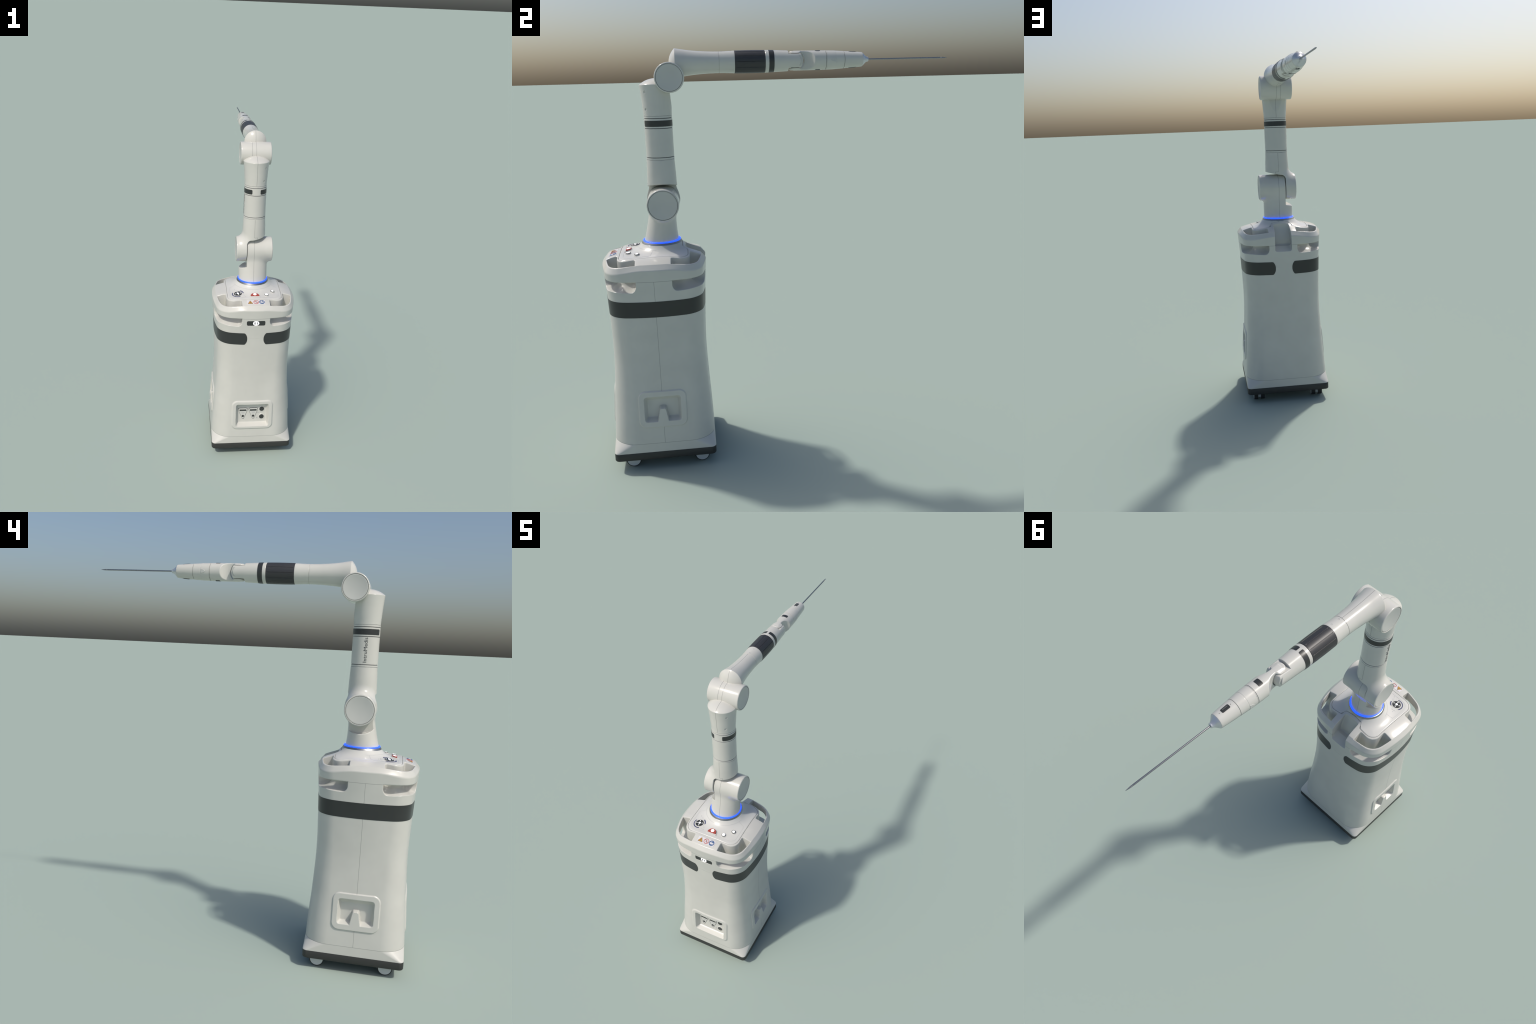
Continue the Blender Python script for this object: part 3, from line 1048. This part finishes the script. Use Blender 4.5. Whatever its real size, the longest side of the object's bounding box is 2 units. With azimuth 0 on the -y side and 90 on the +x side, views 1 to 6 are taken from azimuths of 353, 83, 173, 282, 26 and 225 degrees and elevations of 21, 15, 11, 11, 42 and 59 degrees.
# dark band with a rounded gap at the front
def curved_patch(name, axis, origin, rad, h0, h1, a0, a1, corner, mat, parent=root, thick=0.0007, rows=10, cols=90, depth=0.0015):
    """patch on a turned surface; rad(h) radius, angles in radians, rounded corners"""
    w, u, v = frame(axis)
    o = Vector(origin)
    hs = [h0 + (h1 - h0) * (0.5 - 0.5 * math.cos(math.pi * i / rows)) for i in range(rows + 1)]
    V, F = [], []
    for lift in (thick, -depth):
        for h in hs:
            r = rad(h)
            e = 0.0
            dd = min(h - h0, h1 - h)
            if dd < corner:
                e = (corner - math.sqrt(max(corner ** 2 - (corner - dd) ** 2, 0))) / r
            for k in range(cols + 1):
                t = (a0 + e) + (a1 - a0 - 2 * e) * k / cols
                V.append(tuple(o + w * h + (u * math.cos(t) + v * math.sin(t)) * (r + lift)))
    nc = cols + 1; nr = len(hs)
    for i in range(nr - 1):
        for k in range(cols):
            F.append((i * nc + k, i * nc + k + 1, (i + 1) * nc + k + 1, (i + 1) * nc + k))
    border = [k for k in range(nc)] + [i * nc + nc - 1 for i in range(1, nr)] + [(nr - 1) * nc + k for k in range(nc - 2, -1, -1)] + [i * nc for i in range(nr - 2, 0, -1)]
    off = nr * nc
    for a, b in zip(border, border[1:] + border[:1]):
        F.append((b, a, a + off, b + off))
    me = bpy.data.meshes.new(name)
    me.from_pydata(V, [], F)
    bm = bmesh.new(); bm.from_mesh(me)
    bmesh.ops.recalc_face_normals(bm, faces=bm.faces)
    for f in bm.faces:
        f.smooth = True
    # outward check on the first face
    bm.faces.ensure_lookup_table()
    f0 = bm.faces[(nr // 2) * cols + cols // 2]
    c0 = f0.calc_center_median() - o
    c0 = c0 - w * c0.dot(w)
    if f0.normal.dot(c0) < 0:
        bmesh.ops.reverse_faces(bm, faces=bm.faces)
    bm.to_mesh(me); bm.free()
    me.set_sharp_from_angle(angle=math.radians(40))
    me.materials.append(M[mat])
    return link(bpy.data.objects.new(name, me), parent)


gap = 0.0245 / R0
curved_patch('arm_band', 'z', (0, UPPER_Y, 0), lambda h: R0, 1.6550, 1.6825, -math.pi / 2 + gap, 1.5 * math.pi - gap, 0.0055, 'dark', cols=140, rows=18)

# lettering wrapped on the tube
def lettering():
    cu = bpy.data.curves.new('lettering', 'FONT')
    cu.body = 'IntruMedis'
    cu.size = 0.0265
    cu.align_x = 'CENTER'
    cu.align_y = 'CENTER'
    cu.extrude = 0.0005
    cu.resolution_u = 4
    ob = bpy.data.objects.new('lettering_source', cu)
    bpy.context.scene.collection.objects.link(ob)
    dg = bpy.context.evaluated_depsgraph_get()
    me = bpy.data.meshes.new_from_object(ob.evaluated_get(dg))
    bpy.data.objects.remove(ob)
    xs = [v.co.x for v in me.vertices]
    sc = 0.1175 / (max(xs) - min(xs))
    xm = (max(xs) + min(xs)) / 2
    base = math.radians(180 + 3)
    bm = bmesh.new(); bm.from_mesh(me)
    bmesh.ops.subdivide_edges(bm, edges=[e for e in bm.edges if e.calc_length() > 0.006], cuts=2)
    bm.to_mesh(me); bm.free()
    ys = [v.co.y for v in me.vertices]
    ym = (max(ys) + min(ys)) / 2
    for v in me.vertices:
        along = (v.co.x - xm) * sc
        across = (v.co.y - ym) * sc * 0.88
        # reading upwards, tops of the letters to the left as seen from the side
        t = base - across / R0
        r = R0 + 0.0003 + (0.0004 if v.co.z > 0 else -0.0008)
        v.co = (r * math.cos(t), UPPER_Y + r * math.sin(t), 1.5828 + along)
    me.materials.clear()
    me.materials.append(M['ink'])
    me.name = 'lettering'
    o = bpy.data.objects.new('lettering', me)
    link(o, arm_tube)


lettering()

FZ = [1.70, 1.712, 1.725, 1.735, 1.7465, 1.765, 1.787, 1.82, 1.843, 1.86]
FR = [0.0655, 0.0657, 0.0664, 0.0672, 0.0681, 0.0692, 0.0707, 0.0739, 0.0768, 0.0790]


# flared top of the upper arm, flattened towards the forearm side
def flare_sdf(x, y, z):
    r = np.interp(z, FZ, FR)
    q = np.hypot(x, y - UPPER_Y)
    col = (q - r) * 0.98
    Rs = (0.0768 ** 2 + 0.0285 ** 2) / (2 * 0.0285)
    dome = np.sqrt(x * x + (y - UPPER_Y) ** 2 + (z - (1.8715 - Rs)) ** 2) - Rs
    d = smax(col, dome, 0.002)
    d = np.maximum(d, 1.7045 - z)
    # flat cut on the forearm side
    flat = (y + 0.4752 + (z - 1.738) * 0.088) * 0.99
    d = smax(d, flat, 0.0015)
    # two small screw plugs
    for zz, deg in ((1.8105, -45), (1.7335, -50)):
        t = math.radians(deg)
        px, py = math.cos(t), math.sin(t)
        rz = float(np.interp(zz, FZ, FR))
        hole = np.sqrt((x - rz * px) ** 2 + (y - UPPER_Y - rz * py) ** 2 + (z - zz) ** 2)
        d = smax(d, -(np.maximum(hole - 0.0060, np.hypot(x, y - UPPER_Y) * -1 + rz - 0.0030)), 0.001)
    return d


implicit('upper_arm_head', flare_sdf, (-0.09, -0.635, 1.698), (0.09, -0.45, 1.880), 0.0017, 'white_arm')

# ------------------------------------------------------------------ elbow
XE = 0.0902
drum = [(-XE + 0.0085, 0.0), (-XE + 0.0085, 0.0612), (-XE + 0.0008, 0.0614), (-XE, 0.0622), (-XE + 0.0002, 0.0640), (-XE + 0.0010, 0.0657), (-XE + 0.0028, 0.0670), (-XE + 0.006, 0.0677),
        (XE - 0.006, 0.0677), (XE - 0.0028, 0.0670), (XE - 0.0010, 0.0657), (XE - 0.0002, 0.0640), (XE, 0.0622), (XE - 0.0008, 0.0614), (XE - 0.0085, 0.0612), (XE - 0.0085, 0.0)]
lathe('elbow_joint', drum, 'x', (0, ELBOW_Y, ELBOW_Z), 'white_elbow', segs=112)
joint_cap(XE - 0.0012, 1, ELBOW_Y, ELBOW_Z, 0.0613)
joint_cap(-XE + 0.0012, -1, ELBOW_Y, ELBOW_Z, 0.0613)

# ------------------------------------------------------------------ forearm
AX = (0, 0, FORE_Z)
Rs = (0.0655 ** 2 + 0.0285 ** 2) / (2 * 0.0285)
capp = [(-0.4785 + Rs - Rs * math.cos(t), Rs * math.sin(t)) for t in np.linspace(0.0, math.asin(0.0648 / Rs), 14)]
fore = capp + [(-0.4502, 0.0653)] + spline([(-0.449, 0.0655), (-0.425, 0.0617), (-0.395, 0.0570), (-0.360, 0.0530), (-0.320, 0.0500), (-0.285, 0.0484), (-0.2500, 0.0478)], 6) \
    + [(-0.2496, 0.0462), (-0.2476, 0.0462), (-0.2472, 0.0478)] + spline([(-0.246, 0.0478), (-0.225, 0.0482), (-0.20, 0.0492), (-0.1785, 0.0502)], 4) + [(-0.1768, 0.0500), (-0.1762, 0.046)]
lathe('forearm', fore, 'y', AX, 'white_fore', segs=128, angle=28)

# ribbed dark grip
def build_grip():
    ys = [-0.1762, -0.1752] + list(np.linspace(-0.172, -0.040, 30)) + [-0.0365, -0.0353]
    rad = lambda y: 0.0508 + 0.0008 * (1 - ((y + 0.106) / 0.071) ** 2)
    n = 288
    V, F, MI = [], [], []
    nrib = 12
    for y in ys:
        for k in range(n):
            t = TAU * (k + 0.5) / n
            ph = (t * nrib / TAU) % 1.0
            dist = min(ph, 1 - ph) * TAU / nrib * 0.051
            edge = min(y + 0.1762, -0.0353 - y)
            r = rad(y) - (0.0012 if dist < 0.0011 and edge > 0.006 else 0.0)
            if edge < 0.0005:
                r -= 0.0012
            V.append((r * math.sin(t), y, FORE_Z + r * math.cos(t)))
    for i in range(len(ys) - 1):
        for k in range(n):
            k2 = (k + 1) % n
            F.append((i * n + k, (i + 1) * n + k, (i + 1) * n + k2, i * n + k2))
    F.append(tuple(range(n))); F.append(tuple((len(ys) - 1) * n + k for k in range(n - 1, -1, -1)))
    return make('grip_sleeve', V, F, 'rubber', angle=30)


build_grip()
wrist_p = [(-0.0353, 0.046), (-0.0350, 0.0500), (-0.0340, 0.0507), (-0.0200, 0.0505), (-0.005, 0.0500), (0.010, 0.0491), (0.03, 0.0482), (0.05, 0.0473), (0.0700, 0.0464)]


def fore_r(y):
    return float(np.interp(y, [p[0] for p in wrist_p[1:]], [p[1] for p in wrist_p[1:]]))


def tongue_end(x, zl):
    return 0.1490 - 0.0110 * (zl / 0.031) ** 2 - 0.0075 * (x / 0.0335) ** 2


def fork_sdf(x, y, z):
    zl = z - FORE_Z
    q = np.hypot(x, zl)
    r = np.interp(y, [-0.0350, -0.0330, -0.020, -0.005, 0.010, 0.03, 0.05, 0.0745, 0.11, 0.16], [0.0495, 0.0507, 0.0505, 0.0500, 0.0491, 0.0482, 0.0473, 0.0463, 0.0447, 0.0430])
    d = q - r
    d = np.maximum(d, -0.0350 - y)
    # flat tongue in the middle, curved at its end
    keep = np.minimum(y - 0.0745, smax(np.abs(zl) - 0.0312, (y - tongue_end(x, zl)) * 0.9, 0.003))
    d = smax(d, keep, 0.0015)
    # stepped facets at both flanks of the tongue
    arcf = np.where(y > 0.0800, np.hypot(zl / 0.80, y - 0.0900) - 0.0415, -0.01)
    d = smax(d, np.minimum(np.abs(x) - 0.0372, arcf), 0.0015)
    return d


implicit('wrist_fork', fork_sdf, (-0.058, -0.042, FORE_Z - 0.058), (0.058, 0.160, FORE_Z + 0.058), 0.0012, 'white')
for a0 in (0.0, math.pi):
    curved_patch('wrist_band', 'y', AX, fore_r, -0.0180, 0.0062, a0 + 0.125, a0 + math.pi - 0.125, 0.0040, 'dark', cols=60)

# hand piece that hangs in the fork
def hand_r(y):
    return np.interp(y, [0.07, 0.0927, 0.14, 0.20, 0.2535, 0.27], [0.0440, 0.0442, 0.0444, 0.0441, 0.0436, 0.0432])


def hand_sdf(x, y, z):
    zl = z - FORE_Z
    q = np.hypot(x, zl)
    d = q - hand_r(y)
    az = np.abs(zl)
    # seen from above: a round eye over the pivot, a neck, then a hollowed flank on each side
    w = np.interp(y, [0.100, 0.125, 0.140, 0.152, 0.162, 0.170, 0.178, 0.185, 0.191, 0.197, 0.203],
                  [0.0150, 0.0132, 0.0130, 0.0138, 0.0160, 0.0190, 0.0235, 0.0285, 0.0345, 0.0430, 0.056])
    arm = smax(d, smax((np.abs(x) - w) * 0.78, 0.100 - y, 0.004), 0.0035)
    rad = np.hypot(x, y - 0.1095)
    eye = np.hypot(np.maximum(az - 0.0325, 0), np.maximum(rad - 0.0195, 0)) - 0.0108
    eye = smax(smax(eye, rad - 0.0302, 0.002), q - hand_r(y), 0.002)
    d = smin(arm, eye, 0.003)
    # room for the tongue between the two fingers
    room = np.maximum(az - 0.0332, (y - tongue_end(x, zl) - 0.0035) * 0.9)
    d = smax(d, -room, 0.0012)
    d = np.maximum(d, y - 0.2514)
    return d


implicit('hand_piece', hand_sdf, (-0.052, 0.072, FORE_Z - 0.052), (0.052, 0.260, FORE_Z + 0.052), 0.0012, 'white')
# pivot between fork and hand piece
lathe('wrist_pivot', [(-0.0345, 0.0), (-0.0345, 0.020), (0.0345, 0.020), (0.0345, 0.0)], 'z', (0, 0.1095, FORE_Z), 'groove', segs=48)
for a in (0.0, math.pi):
    curved_patch('hand_button', 'y', AX, lambda h: 0.0440, 0.2035, 0.2260, a - 0.40, a + 0.40, 0.004, 'dark', cols=24, thick=0.0008)

sleeve = [(0.250, 0.040), (0.2512, 0.0420), (0.2515, 0.0420), (0.2530, 0.0420), (0.2532, 0.0434)] + [(0.2554, 0.0434), (0.2556, 0.0426), (0.2566, 0.0426), (0.2568, 0.0433)] \
    + spline([(0.2590, 0.0432), (0.280, 0.0428), (0.2975, 0.0422)], 3) + [(0.2978, 0.0417), (0.2988, 0.0415)] + spline([(0.300, 0.0416), (0.320, 0.0405), (0.3395, 0.0392)], 3) \
    + [(0.3400, 0.0376), (0.3413, 0.0376), (0.3416, 0.0388)] + spline([(0.345, 0.0385), (0.370, 0.0371), (0.400, 0.0350), (0.4270, 0.0328)], 5) + [(0.4298, 0.0322), (0.4310, 0.0310), (0.4310, 0.0290)]
lathe('hand_sleeve', sleeve, 'y', AX, ['white', 'groove'], segs=96, angle=28, matfn=lambda i: 1 if sleeve[i + 1][1] - 0.0001 < sleeve[i][1] < sleeve[i + 1][1] + 0.0001 and (i < 4 or abs(sleeve[i][0] - 0.3400) < 0.0004) else 0)
# slider slots on the sleeve
def sleeve_r(y):
    return float(np.interp(y, [0.34, 0.37, 0.40, 0.427], [0.0388, 0.0371, 0.0350, 0.0328]))
for a in (0.0, math.pi):
    sl = curved_patch('slider_slot', 'y', AX, sleeve_r, 0.3640, 0.4030, a - 0.265, a + 0.265, 0.004, 'dark', cols=16, thick=0.0006)
    curved_patch('slider_key', 'y', AX, sleeve_r, 0.3700, 0.3970, a + 0.02, a + 0.13, 0.001, 'groove', cols=6, thick=0.0016, parent=sl)
    for hh in (0.3555, 0.4115):
        curved_patch('slider_dot', 'y', AX, sleeve_r, hh, hh + 0.003, a - 0.05, a + 0.05, 0.0014, 'groove', cols=6, rows=6, thick=0.0003, parent=sl)
# arrow catches on both flanks
for a in (math.pi / 2, -math.pi / 2):
    rad = lambda y: float(np.interp(y, [0.25, 0.30], [0.0434, 0.0422]))
    w_, u_, v_ = frame('y')
    pts = [(0.2970, 0.0098), (0.2970, -0.0098), (0.2880, -0.0092), (0.2790, -0.0062), (0.2735, 0.0), (0.2790, 0.0062), (0.2880, 0.0092)]
    def cm(h, s, t, a=a):
        r = rad(h) + t * 0.5 - 0.0002
        tt = a + s / rad(h)
        return Vector(AX) + w_ * h + (u_ * math.cos(tt) + v_ * math.sin(tt)) * r
    ct = prism('sleeve_catch', round_poly(pts, 0.002, 3), cm, 0.0028, 'cap', bevel=0.0014)

lathe('nose_cone', spline([(0.4295, 0.0318), (0.4325, 0.0300), (0.4380, 0.0245), (0.4440, 0.0185), (0.4500, 0.0140), (0.4545, 0.0117)], 4) + [(0.4560, 0.0113), (0.4598, 0.0108), (0.4618, 0.0085), (0.4622, 0.0)], 'y', AX, 'nose', segs=72, angle=25)
ndl = lathe('needle', [(0.4600, 0.0036), (0.8180, 0.0036), (0.8200, 0.0031), (0.8215, 0.0024), (0.8225, 0.0035), (0.8300, 0.0033), (0.8420, 0.0020), (0.8510, 0.0008), (0.8536, 0.0)], 'y', AX, 'steel', segs=24, angle=40)

# two small engraved marks near the grip
for yy in (-0.2360, -0.1930):
    def km(a, b, t, yy=yy):
        r = 0.0484 + (0.0008 if yy > -0.22 else -0.0002) + t
        th = b / r
        return (r * math.sin(th), yy + a, FORE_Z + r * math.cos(th))
    prism('forearm_mark', arc_band(0, 0.004, 0.0030, 0.0042, 30, 330, 14), km, 0.0006, 'faint')
